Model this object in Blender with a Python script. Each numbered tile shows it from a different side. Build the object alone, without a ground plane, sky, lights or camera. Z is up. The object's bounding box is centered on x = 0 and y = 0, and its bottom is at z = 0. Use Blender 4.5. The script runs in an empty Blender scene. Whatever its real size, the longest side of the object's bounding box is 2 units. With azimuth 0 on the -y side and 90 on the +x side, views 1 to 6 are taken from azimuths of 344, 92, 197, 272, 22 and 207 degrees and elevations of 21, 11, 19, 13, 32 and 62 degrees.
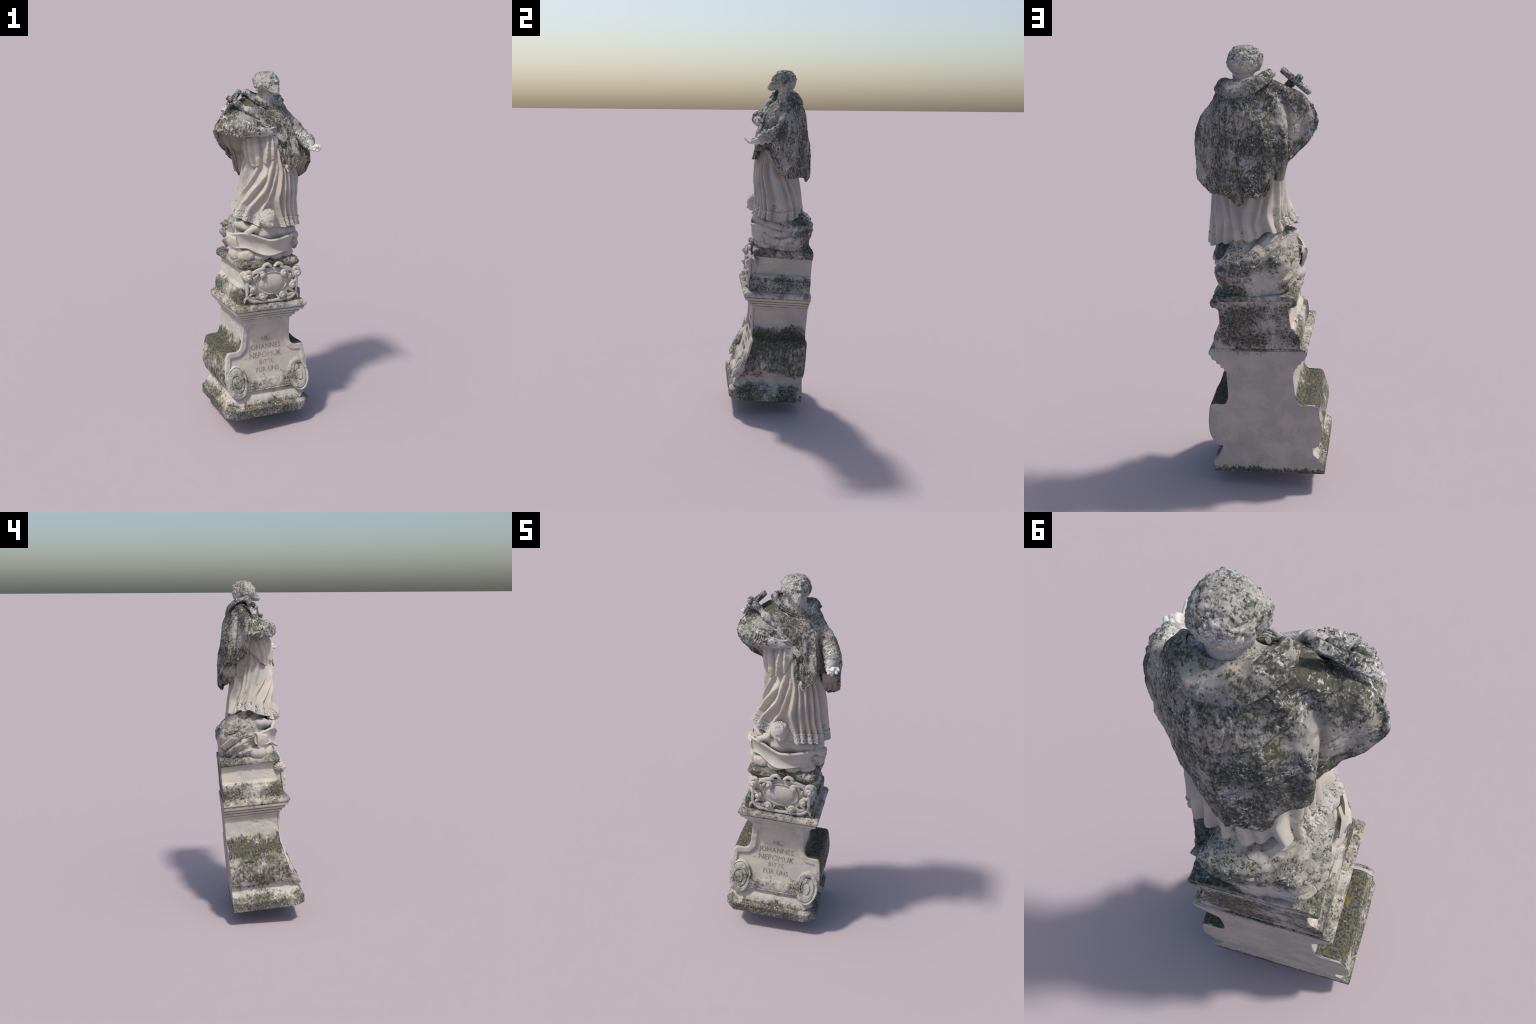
"""Weathered baroque sandstone statue: a bearded saint in a speckled cape holds a crucifix,
standing on a cloud-and-rock base with a cherub and a ribbon, above a scrolled pedestal.
Everything is modelled in the pedestal's own frame (x across, y = 0 at the flat back face,
-y to the front, z up from the underside); the root Empty carries the slight lean."""
import bpy, math
import numpy as np
from mathutils import Matrix

RNG = np.random.default_rng(7)

# ----------------------------------------------------------------------------- root frame
z_axis = np.array((.050, .086, .995)); z_axis /= np.linalg.norm(z_axis)
x_axis = np.array((.99, .142, -.06)); x_axis -= z_axis * (x_axis @ z_axis); x_axis /= np.linalg.norm(x_axis)
y_axis = np.cross(z_axis, x_axis)
FRAME = Matrix([[x_axis[i], y_axis[i], z_axis[i], t] for i, t in enumerate((-.0605, .179, .078))] + [[0, 0, 0, 1]])

root = bpy.data.objects.new("saint_statue", None)
bpy.context.scene.collection.objects.link(root)
root.matrix_world = FRAME
root["label"] = "weathered stone statue of a robed saint on a scrolled pedestal"
root["category"] = "statue"


# ----------------------------------------------------------------------------- noise
def hash3(ix, iy, iz, seed):
    h = (ix * 374761393 + iy * 668265263 + iz * 2147483647 + seed * 974711) & 0xFFFFFFFF
    h = ((h ^ (h >> 13)) * 1274126177) & 0xFFFFFFFF
    h = ((h ^ (h >> 16)) * 2246822519) & 0xFFFFFFFF
    return ((h ^ (h >> 15)) & 0xFFFFFF) / 8388607.5 - 1.0


def noise(p, scale, seed=0):
    q = np.asarray(p) * scale
    i = np.floor(q).astype(np.int64)
    f = q - i
    w = f * f * f * (f * (f * 6 - 15) + 10)
    out = 0
    for dx in (0, 1):
        for dy in (0, 1):
            for dz in (0, 1):
                k = ((w[..., 0] if dx else 1 - w[..., 0]) * (w[..., 1] if dy else 1 - w[..., 1]) * (w[..., 2] if dz else 1 - w[..., 2]))
                out = out + k * hash3(i[..., 0] + dx, i[..., 1] + dy, i[..., 2] + dz, seed)
    return out


def fbm(p, scale, octaves=3, seed=0):
    return sum(noise(p, scale * 2 ** o, seed + 11 * o) * .55 ** o for o in range(octaves))


# ----------------------------------------------------------------------------- curves and surfaces
def spline(pts, n, closed=False):
    """Catmull-Rom through pts along axis 0, n samples."""
    p = np.asarray(pts, float)
    m = len(p)
    if closed:
        t = np.arange(n) * m / n
        i = t.astype(int)
        g = lambda k: p[(i + k) % m]
    else:
        t = np.linspace(0, m - 1, n)
        i = np.minimum(t.astype(int), m - 2)
        ext = np.concatenate([[2 * p[0] - p[1]], p, [2 * p[-1] - p[-2]]])
        g = lambda k: ext[i + 1 + k]
    f = (t - i).reshape((-1,) + (1,) * (p.ndim - 1))
    a, b, c, d = g(-1), g(0), g(1), g(2)
    return .5 * (2 * b + (c - a) * f + (2 * a - 5 * b + 4 * c - d) * f ** 2 + (3 * b - a - 3 * c + d) * f ** 3)


def polyline(pts, step):
    """Straight segments through pts, resampled every step, keeping every corner."""
    p = np.asarray(pts, float)
    out = []
    for a, b in zip(p[:-1], p[1:]):
        n = max(1, int(math.ceil(np.linalg.norm(b - a) / step)))
        out += [a + (b - a) * k / n for k in range(n)]
    out.append(p[-1])
    return np.array(out)


def grid_normals(g, cu):
    du = (np.roll(g, -1, 0) - np.roll(g, 1, 0)) if cu else np.gradient(g, axis=0)
    dv = np.gradient(g, axis=1)
    n = np.cross(du, dv)
    return n / np.maximum(np.linalg.norm(n, axis=-1, keepdims=True), 1e-9)


def lerp_table(z, table):
    t = np.array(table, float)
    return [np.interp(z, t[:, 0], t[:, k]) for k in range(1, t.shape[1])]


def smooth_table(z, table):
    """Cosine-free smooth interpolation: spline the table first, then look z up."""
    t = np.array(table, float)
    s = spline(t, 30 * len(t))
    return [np.interp(z, s[:, 0], s[:, k]) for k in range(1, t.shape[1])]


class Geo:
    """Collects vertices and faces of one mesh."""

    def __init__(self):
        self.v, self.f, self.n = [], [], 0

    def add(self, v, f):
        v = np.asarray(v, float).reshape(-1, 3)
        self.v.append(v)
        self.f += [tuple(int(k) + self.n for k in face) for face in f]
        self.n += len(v)
        return self

    def grid(self, g, cu=False, cap0=False, cap1=False, flip=False):
        nu, nv = g.shape[:2]
        idx = np.arange(nu * nv).reshape(nu, nv)
        a = idx if cu else idx[:-1]
        b = np.roll(idx, -1, 0) if cu else idx[1:]
        q = np.stack([a[:, :-1], b[:, :-1], b[:, 1:], a[:, 1:]], -1).reshape(-1, 4)
        if flip:
            q = q[:, ::-1]
        f = [tuple(r) for r in q]
        v = g.reshape(-1, 3)
        for on, col in ((cap0, 0), (cap1, nv - 1)):
            if on:
                c = len(v)
                v = np.concatenate([v, g[:, col].mean(0)[None]])
                ring = idx[:, col]
                for k in range(nu):
                    t = (ring[k], ring[(k + 1) % nu], c)
                    f.append(t[::-1] if (col == 0) != flip else t)
        return self.add(v, f)

    def shell(self, g, cu, thick, ref=None):
        """A sheet with depth: outer grid, inner grid (towards ref), closed along its open borders."""
        n = grid_normals(g, cu)
        ref = np.array((0, -.1, g[..., 2].mean())) if ref is None else np.array(ref)
        if ((g - ref) * n).sum() < 0:
            n = -n
        inner = g - n * thick
        both = np.concatenate([g, inner[:, ::-1]], 1)
        both = np.concatenate([both, g[:, :1]], 1)
        if not cu:                                           # side borders
            k = g.shape[1]
            for row in (0, -1):
                self.grid(np.stack([g[row], inner[row]], 0))
        return self.grid(both, cu)

    def build(self, name, mat, parent=root, angle=50, stuff=False):
        me = bpy.data.meshes.new(name)
        me.from_pydata(np.concatenate(self.v).tolist(), [], self.f)
        me.update()
        import bmesh
        bm = bmesh.new(); bm.from_mesh(me)
        bmesh.ops.remove_doubles(bm, verts=bm.verts, dist=1e-6)
        bmesh.ops.recalc_face_normals(bm, faces=bm.faces)
        bm.to_mesh(me); bm.free()
        me.polygons.foreach_set("use_smooth", [True] * len(me.polygons))
        if angle < 180:
            me.set_sharp_from_angle(angle=math.radians(angle))
        me.materials.append(mat)
        ob = bpy.data.objects.new(name, me)
        bpy.context.scene.collection.objects.link(ob)
        ob.parent = parent
        if stuff:
            ob["kind"] = "stuff"
        return ob


def roughen(g, amp, scale, seed=0, octaves=3, cu=True, normals=None):
    n = grid_normals(g, cu) if normals is None else normals
    return g + n * (fbm(g, scale, octaves, seed) * amp)[..., None]


def sweep(path, ra, rb=None, nseg=20, up=(0, 0, 1), round_ends=True, closed=False):
    """Tube with elliptical section: ra across, rb along the `up` side."""
    p = np.asarray(path, float)
    m = len(p)
    ra = np.interp(np.linspace(0, 1, m), np.linspace(0, 1, len(np.atleast_1d(ra))), np.atleast_1d(ra))
    rb = ra if rb is None else np.interp(np.linspace(0, 1, m), np.linspace(0, 1, len(np.atleast_1d(rb))), np.atleast_1d(rb))
    t = (np.roll(p, -1, 0) - np.roll(p, 1, 0)) if closed else np.gradient(p, axis=0)
    t /= np.linalg.norm(t, axis=1, keepdims=True)
    s = np.cross(t, np.array(up, float)); s /= np.maximum(np.linalg.norm(s, axis=1, keepdims=True), 1e-6)
    w = np.cross(s, t)
    if round_ends and not closed:
        k = 5
        ang = np.linspace(0, math.pi / 2, k)
        lead = [(p[0] - t[0] * ra[0] * math.cos(a), math.sin(a) + .02, 0) for a in ang[:-1]]
        tail = [(p[-1] + t[-1] * ra[-1] * math.cos(a), math.sin(a) + .02, m - 1) for a in ang[:-1][::-1]]
        P = [x[0] for x in lead] + list(p) + [x[0] for x in tail]
        K = [x[1] for x in lead] + [1.] * m + [x[1] for x in tail]
        I = [x[2] for x in lead] + list(range(m)) + [x[2] for x in tail]
        p, K = np.array(P), np.array(K)
        s, w, ra, rb = s[I], w[I], ra[I] * K, rb[I] * K
    th = np.arange(nseg) / nseg * 2 * math.pi
    g = p[None] + s[None] * (np.cos(th)[:, None] * ra[None])[..., None] + w[None] * (np.sin(th)[:, None] * rb[None])[..., None]
    if closed:
        g = np.concatenate([g, g[:, :1]], 1)
    return g


def ball(center, radii, nu=48, nv=32):
    th = np.arange(nu) / nu * 2 * math.pi
    ph = np.linspace(.001, math.pi - .001, nv)
    d = np.stack([np.cos(th)[:, None] * np.sin(ph)[None], np.sin(th)[:, None] * np.sin(ph)[None], np.repeat(-np.cos(ph)[None], nu, 0)], -1)
    return np.array(center) + d * np.array(radii), d


def direction(az, pitch):
    a, p = math.radians(az), math.radians(pitch)
    return np.array((math.sin(a) * math.cos(p), -math.cos(a) * math.cos(p), math.sin(p)))


def bump(d, az, pitch, width):
    """Gaussian cap around a direction; width in degrees."""
    ang = np.degrees(np.arccos(np.clip(d @ direction(az, pitch), -1, 1)))
    return np.exp(-(ang / width) ** 2)


# ----------------------------------------------------------------------------- materials
def material(name, clean=(.47, .43, .385), dark=.0, light=.0, moss=.0, bands=(), grain=1.0, streak=.0, dark_col=(.034, .036, .032), pits=0., patchy=.9, moss_bands=(), film_mix=.72, film_stretch=.5):
    """Limestone: cream body, dark crust speckle, pale lichen, ochre moss.
    bands: (z centre, half height, strength) belts where dark crust grows on ledges."""
    m = bpy.data.materials.new(name); m.use_nodes = True
    nt = m.node_tree; N, L = nt.nodes, nt.links
    bsdf = N["Principled BSDF"]
    tc = N.new("ShaderNodeTexCoord")

    def tex(scale, detail=4., rough=.6, dist=0., stretch=None, w=0.):
        n = N.new("ShaderNodeTexNoise"); n.noise_dimensions = '4D'
        n.inputs["W"].default_value = w
        n.inputs["Scale"].default_value = scale; n.inputs["Detail"].default_value = detail
        n.inputs["Roughness"].default_value = rough; n.inputs["Distortion"].default_value = dist
        if stretch:
            mp = N.new("ShaderNodeMapping"); mp.inputs["Scale"].default_value = stretch
            L.new(tc.outputs["Object"], mp.inputs["Vector"]); L.new(mp.outputs[0], n.inputs["Vector"])
        else:
            L.new(tc.outputs["Object"], n.inputs["Vector"])
        return n.outputs["Fac"]

    def math_(op, a, b=0., c=0., clamp=False):
        n = N.new("ShaderNodeMath"); n.operation = op; n.use_clamp = clamp
        for s, v in zip(n.inputs, (a, b, c)):
            if isinstance(v, (int, float)):
                s.default_value = v
            else:
                L.new(v, s)
        return n.outputs[0]

    def ramp(x, lo, hi):
        n = N.new("ShaderNodeMapRange"); n.interpolation_type = 'SMOOTHSTEP'
        L.new(x, n.inputs["Value"])
        n.inputs["From Min"].default_value = lo; n.inputs["From Max"].default_value = hi
        return n.outputs["Result"]

    def mix(fac, a, b):
        n = N.new("ShaderNodeMix"); n.data_type = 'RGBA'
        if isinstance(fac, (int, float)):
            n.inputs[0].default_value = fac
        else:
            L.new(fac, n.inputs[0])
        for s, v in ((n.inputs[6], a), (n.inputs[7], b)):
            if isinstance(v, tuple):
                s.default_value = (*v, 1)
            else:
                L.new(v, s)
        return n.outputs[2]

    # body: pale limestone with faint greyer and yellower clouds
    warm = tuple(c * k for c, k in zip(clean, (1.05, 1.01, .95)))
    cool = tuple(c * k for c, k in zip(clean, (.84, .85, .86)))
    col = mix(ramp(tex(9, 5, .6, w=1.), .40, .62), cool, warm)
    col = mix(math_('MULTIPLY', ramp(tex(150, 4, .65, w=2.), .54, .66), .30), col, tuple(c * .66 for c in clean))
    sep = None
    if bands or moss_bands:
        sep = N.new("ShaderNodeSeparateXYZ"); L.new(tc.outputs["Object"], sep.inputs[0])
        wob = math_('MULTIPLY', math_('SUBTRACT', tex(26, 5, .7, stretch=(1, 1, .4), w=4.), .5), .13)
        zw = math_('ADD', sep.outputs["Z"], wob)

    def belts(rows, start):
        total = start
        for zc, half, s in rows:
            d = math_('DIVIDE', math_('ABSOLUTE', math_('SUBTRACT', zw, zc)), half)
            total = math_('ADD', total, math_('MULTIPLY', math_('SUBTRACT', 1.0, ramp(d, .45, 1.3)), s))
        return total

    if dark or bands:
        amount = math_('ADD', math_('MULTIPLY', math_('SUBTRACT', tex(7, 4, .6, w=3.), .5), patchy), dark)
        if bands:
            amount = belts(bands, amount)
        film = math_('ADD', amount, math_('MULTIPLY', math_('SUBTRACT', tex(30 * grain, 5, .65, .2, w=16., stretch=(1, 1, film_stretch)), .5), .7))
        col = mix(math_('MULTIPLY', ramp(film, .36, .62), film_mix), col, tuple(c * 3.4 for c in dark_col))
        st = (1, 1, .5) if streak else None
        speck = math_('ADD', math_('MULTIPLY', tex(62 * grain, 5, .66, .35, w=5., stretch=st), .60), math_('MULTIPLY', tex(170 * grain, 3, .6, w=6., stretch=st), .40))
        thr = math_('SUBTRACT', .80, math_('MULTIPLY', amount, .56))
        crust = math_('DIVIDE', math_('SUBTRACT', speck, math_('SUBTRACT', thr, .02)), .075, clamp=True)
        shade = mix(ramp(tex(110, 3, .6, w=7.), .42, .6), dark_col, tuple(c * 3.2 for c in dark_col))
        shade = mix(ramp(tex(9, 3, .5, w=8.), .5, .66), shade, tuple(a * b for a, b in zip(dark_col, (2.1, 2.15, 1.5))))
        col = mix(math_('MULTIPLY', crust, .95), col, shade)
    if light:
        pale = math_('SUBTRACT', math_('ADD', math_('MULTIPLY', tex(85 * grain, 5, .7, .3, w=9.), .7), math_('MULTIPLY', tex(14, 2, .5, w=15.), .3)), .65 - .16 * light)
        col = mix(math_('MULTIPLY', ramp(pale, 0, .05), .75), col, (.62, .62, .60))
    if moss or moss_bands:
        th_ = .70 - .12 * moss
        if moss_bands:
            th_ = math_('SUBTRACT', th_, belts(moss_bands, 0.))
            spot = math_('SUBTRACT', tex(30, 5, .72, .5, w=10.), th_)
            where = 1.0
        else:
            spot = math_('SUBTRACT', tex(34, 5, .72, .5, w=10.), th_)
            where = ramp(tex(5, 2, .5, w=11.), .40, .56)
        tint = mix(ramp(tex(60, 2, .5, w=12.), .50, .62), (.105, .098, .022), (.33, .21, .03))
        col = mix(math_('MULTIPLY', math_('MULTIPLY', ramp(spot, 0, .06), where), .8), col, tint)
    L.new(col, bsdf.inputs["Base Color"])
    bsdf.inputs["Roughness"].default_value = .93
    bsdf.inputs["Specular IOR Level"].default_value = .2
    bp = N.new("ShaderNodeBump"); bp.inputs["Strength"].default_value = .55; bp.inputs["Distance"].default_value = .004
    h = math_('ADD', tex(90, 6, .7, w=13.), math_('MULTIPLY', tex(260, 3, .6, w=14.), .4))
    if pits:
        v = N.new("ShaderNodeTexVoronoi"); v.inputs["Scale"].default_value = 150
        L.new(tc.outputs["Object"], v.inputs["Vector"])
        h = math_('ADD', h, math_('MULTIPLY', ramp(v.outputs["Distance"], .15, .4), pits))
    L.new(h, bp.inputs["Height"])
    if pits:
        dark_dot = math_('MULTIPLY', math_('SUBTRACT', 1.0, ramp(v.outputs['Distance'], .16, .30)), ramp(tex(45, 2, .5, w=17.), .50, .56))  # dark dots painted in for the shade inside the lace holes
        L.new(mix(math_('MULTIPLY', dark_dot, .85), col, (.075, .068, .06)), bsdf.inputs['Base Color']); L.new(bp.outputs[0], bsdf.inputs["Normal"])
    return m


CREAM = (.495, .462, .418)
GREY = (.40, .378, .352)
OLIVE = (.037, .037, .030)
M_robe = material("robe_limestone", CREAM, dark=.27, light=.1, patchy=1.1, bands=((1.12, .06, .08),), film_mix=.42, film_stretch=.14)
M_base = material("mossy_plinth_stone", CREAM, dark=.54, light=.5, moss=.5, grain=1.2, dark_col=OLIVE, bands=((.115, .03, -.16), (.02, .04, .06)), moss_bands=((.062, .014, .10), (.01, .02, .04)))
M_scroll = material("scroll_body_stone", CREAM, dark=.16, light=.25, moss=.3, grain=1.0, dark_col=OLIVE, bands=((.395, .055, .36), (.26, .14, .42)), streak=1, moss_bands=((.375, .035, .12), (.27, .10, .035)))
M_front = material("panel_stone", CREAM, dark=.12, light=.1, patchy=.7, bands=((.20, .05, .30),))
M_frame = material("frame_stone", CREAM, dark=.20, light=.4, moss=.3, grain=1.2, dark_col=OLIVE, bands=((.20, .11, .28),))
M_cornice = material("cornice_stone", CREAM, dark=.28, light=.5, moss=.3, grain=1.2, dark_col=OLIVE, bands=((.655, .035, .24), (.58, .03, -.15)))
M_block = material("block_stone", CREAM, dark=.16, light=.3, grain=1.2, dark_col=OLIVE, bands=((.70, .060, .44),), moss_bands=((.735, .03, .07),))
M_slab = material("ledge_stone", CREAM, dark=.54, light=.5, moss=.6, grain=1.2, dark_col=OLIVE)
M_orn = material("ornament_stone", CREAM, dark=.32, light=.5, patchy=.7, grain=1.3)
M_rock = material("rock_stone", CREAM, dark=.50, light=.5, moss=.4, patchy=1.4, grain=1.2)
M_cloud = material("cloud_stone", CREAM, dark=.20, light=.2, patchy=.9)
M_cape = material("cape_lichen_stone", GREY, dark=.575, light=.55, moss=.85, streak=1, grain=1.2, patchy=1.1, film_mix=.5, dark_col=(.036, .036, .031))
M_lining = material("lining_stone", (.33, .30, .26), dark=.34, light=.1)  # brown lowered for dirt and for the shade inside the cape, put into the colour
M_chest = material("sleeve_lichen_stone", (.44, .425, .40), dark=.52, light=.8, moss=.4, grain=1.35, patchy=.8, film_mix=.35)
M_head = material("head_lichen_stone", (.42, .405, .38), dark=.50, light=.7, moss=.4, grain=1.35, patchy=.8, film_mix=.35)
M_lace = material("lace_stone", (.53, .505, .465), dark=.24, light=.5, pits=2.)
M_white = material("fresh_stone", (.66, .645, .62), dark=.30, light=.5, patchy=.8)
M_back = material("cut_face_stone", (.43, .402, .365), dark=.27, patchy=.9, grain=1.2, bands=((.0, .035, .40), (.775, .13, .34)), dark_col=(.036, .033, .028), film_mix=.6, film_stretch=.10)
M_letter = bpy.data.materials.new("letter_paint"); M_letter.use_nodes = True
_b = M_letter.node_tree.nodes["Principled BSDF"]
_n = M_letter.node_tree.nodes.new("ShaderNodeTexNoise"); _n.inputs["Scale"].default_value = 90
_r = M_letter.node_tree.nodes.new("ShaderNodeValToRGB")
_r.color_ramp.elements[0].position, _r.color_ramp.elements[0].color = .35, (.20, .13, .10, 1)
_r.color_ramp.elements[1].position, _r.color_ramp.elements[1].color = .7, (.34, .255, .21, 1)
_t = M_letter.node_tree.nodes.new("ShaderNodeTexCoord")
M_letter.node_tree.links.new(_t.outputs["Object"], _n.inputs["Vector"])
M_letter.node_tree.links.new(_n.outputs["Fac"], _r.inputs[0]); M_letter.node_tree.links.new(_r.outputs[0], _b.inputs["Base Color"])
_b.inputs["Roughness"].default_value = .9


# ----------------------------------------------------------------------------- pedestal
def outline(hx, yf, chamfer, radius=.006, yb=0.):
    """Counter-clockwise plan outline: flat back at y = 0, front at yf, cut or rounded front corners."""
    c = max(chamfer, radius)
    pts = [(hx, yb), (hx, yf + c), (hx - c, yf), (-hx + c, yf), (-hx, yf + c), (-hx, yb)]
    return np.array(pts)


def layered(profile, chamfer=0., step=.006, amp=.002, scale=18, seed=1, yb=0., n_around=(60, 8, 74, 8, 60, 74)):
    """Loft plan outlines along a profile of (half width, z, front y)."""
    prof = polyline(profile, step)
    rings = []
    for hx, z, yf in prof:
        o = outline(hx, yf, chamfer if np.isscalar(chamfer) else chamfer(hx, z), yb=yb)
        loop = []
        for k, n in enumerate(n_around):
            a, b = o[k], o[(k + 1) % 6]
            loop += [a + (b - a) * j / n for j in range(n)]
        rings.append(np.column_stack([np.array(loop), np.full(len(loop), z)]))
    g = np.stack(rings, 1)
    n = -grid_normals(g, True)
    d = fbm(g, scale, 4, seed) * amp
    chips = np.clip(fbm(g, 34, 3, seed + 5) - .42, 0, 1) * amp * 3.5
    d = (d - chips) * np.where(g[..., 1] > yb - .003, .25, 1)
    return g + n * np.clip(d, -.008, .004)[..., None]


front_z = [(.0, -.425), (.13, -.392), (.15, -.385), (.19, -.365), (.23, -.347), (.31, -.325), (.36, -.316), (.42, -.311), (.55, -.316), (.60, -.317)]


def yf(z):
    return np.interp(z, [p[0] for p in front_z], [p[1] for p in front_z])


g = layered([(.25, -.001, -.415), (.259, .002, -.424), (.261, .052, -.426), (.252, .061, -.417), (.25, .064, -.414), (.243, .066, -.408), (.238, .078, -.406), (.226, .092, -.398), (.215, .105, -.39), (.209, .12, -.377), (.207, .14, -.368), (.205, .158, -.366)],
            chamfer=lambda hx, z: .05 if z < .066 else .05 * max(0, 1 - (z - .066) / .035) + .008, amp=.0014, seed=2, step=.004)
Geo().grid(g, True, True, True).build("plinth", M_base)

# scroll body: side outline (half width against z) with swelling scroll and hollow shoulder
side = spline([(.207, .148), (.232, .150), (.247, .175), (.260, .215), (.259, .27), (.252, .32), (.244, .357), (.234, .371), (.207, .373), (.180, .372), (.166, .382), (.156, .405), (.151, .45), (.149, .50), (.149, .556)], 90)
g = layered([(hx, z, float(yf(z))) for hx, z in side], chamfer=.004, amp=.0020, scale=14, seed=3)
left = g[..., 0] < -.2
dent = np.exp(-(((g[..., 1] + .10) / .022) ** 2 + ((g[..., 2] - .255) / .040) ** 2)) + .8 * np.exp(-(((g[..., 1] + .125) / .03) ** 2 + ((g[..., 2] - .29) / .012) ** 2))
g[..., 0] += np.where(left, .012 * np.clip(dent - .35, 0, .5) * 2, 0)
Geo().grid(g, True, True, True).build("scroll_body", M_scroll)

# cornice, stepped
st = [(.149, .545), (.158, .546), (.158, .555), (.153, .557), (.153, .560), (.170, .562), (.172, .573), (.166, .575), (.166, .579), (.186, .582), (.190, .592), (.184, .594), (.184, .598), (.205, .602), (.211, .617), (.205, .619), (.205, .623), (.217, .626), (.219, .634), (.217, .645), (.208, .653), (.19, .656)]
g = layered([(hx, z, -(hx + .172)) for hx, z in st], chamfer=.003, step=.0028, amp=.0009, seed=4)
Geo().grid(g, True, True, True).build("cornice", M_cornice)

st = [(.180, .650), (.188, .653), (.189, .700), (.186, .722), (.178, .727), (.174, .733), (.173, .744), (.165, .752), (.158, .757), (.156, .765), (.153, .80), (.153, .846), (.16, .848), (.164, .858), (.164, .868)]
g = layered([(hx, z, -(hx + .171)) for hx, z in st], chamfer=.003, step=.003, amp=.0012, seed=5, yb=-.007)
Geo().grid(g, True, True, True).build("upper_block", M_block)

st = [(.160, .853), (.178, .856), (.186, .866), (.186, .882), (.179, .896), (.165, .903), (.12, .908)]
g = layered([(hx, z, -(hx + .166)) for hx, z in st], chamfer=.02, step=.004, amp=.0036, scale=16, seed=6, yb=-.006)
Geo().grid(g, True, True, True).build("ledge_slab", M_slab)

# the dressed flat back, a thin plate in its own paler, streaked stone
lower = [(.259, .003), (.259, .055), (.24, .073), (.21, .115), (.207, .147)] + [tuple(p) for p in side[3:]] + [(.167, .57), (.185, .59), (.208, .616), (.216, .63), (.215, .648)]
upper = [(.187, .655), (.186, .72), (.17, .735), (.155, .76), (.151, .84), (.163, .862), (.176, .868), (.176, .885)]
for half, yb in ((lower, .002), (upper, -.004)):
    loop = [(x - .002, z) for x, z in half] + [(-x + .002, z) for x, z in half[::-1]]
    m_ = len(loop)
    vb = np.array([(x, yb, z) for x, z in loop] + [(x, yb - .006, z) for x, z in loop])
    Geo().add(vb, [tuple(range(m_)), tuple(range(2 * m_ - 1, m_ - 1, -1))] + [(i, (i + 1) % m_, (i + 1) % m_ + m_, i + m_) for i in range(m_)]).build("back_face", M_back, angle=30)

# --- front frame: raised band beside the inscription panel
outer = spline([(.146, .547), (.147, .50), (.149, .45), (.154, .405), (.166, .381), (.184, .371), (.208, .371), (.233, .369), (.244, .350), (.251, .31), (.256, .27), (.258, .23), (.252, .185)], 90)
inner = np.concatenate([polyline([(.089, .523), (.091, .509)], .004), spline([(.093, .507), (.104, .503), (.112, .494), (.114, .485)], 8), spline([(.114, .48), (.115, .42), (.121, .388), (.135, .360), (.157, .344), (.185, .340)], 30), polyline([(.19, .3395), (.219, .338), (.221, .30), (.222, .24), (.218, .20)], .004)])
k = np.linspace(0, 1, 90)
seg = np.concatenate([[0], np.cumsum(np.linalg.norm(np.diff(inner, axis=0), axis=1))]); seg /= seg[-1]
inner = np.column_stack([np.interp(k, seg, inner[:, j]) for j in (0, 1)])
# match the shoulder corners of both borders


def relief(outer, inner, sign, depth, name, mat, nb=9, base=0.002):
    t = np.linspace(0, 1, nb)
    flat = outer[:, None] + (inner - outer)[:, None] * t[None, :, None]
    lift = depth * np.minimum(1, np.minimum(t, 1 - t) * 7) ** .5
    y = yf(flat[..., 1]) - lift[None] - base
    g = np.stack([sign * flat[..., 0], y, flat[..., 1]], -1)
    g[..., 1] += fbm(g, 40, 3, 9) * .001
    return Geo().shell(g, False, .008).build(name, mat)


for s in (1, -1):
    relief(outer, inner, s, .010, "panel_frame", M_frame)
top_o = np.column_stack([np.linspace(-.146, .146, 60), np.full(60, .547)])
top_i = np.column_stack([np.linspace(-.090, .090, 60), np.full(60, .523)])
relief(top_o, top_i, 1, .010, "panel_frame", M_frame)

# inscription panel skin
z = np.linspace(.19, .535, 70)
hw = np.interp(z, [.19, .30, .338, .345, .36, .39, .42, .535], [.235, .235, .235, .2, .15, .13, .128, .128])
g = np.stack([np.stack([x * hw, yf(z) - .0022, z], -1) for x in np.linspace(-1, 1, 80)], 0)
g[..., 1] += fbm(g, 12, 3, 12) * .001
Geo().shell(g, False, .006).build("inscription_panel", M_front)

# sill bar between the scrolls
zs = spline([(.152, -.376), (.156, -.386), (.175, -.386), (.198, -.380), (.206, -.372), (.209, -.355)], 24)
g = np.stack([np.column_stack([np.full(24, x), zs[:, 1], zs[:, 0]]) for x in np.linspace(-.165, .165, 70)], 0)
g[..., 1] += fbm(g, 30, 3, 13) * .003
Geo().shell(g, False, .02).build("sill_bar", M_frame)

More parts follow.
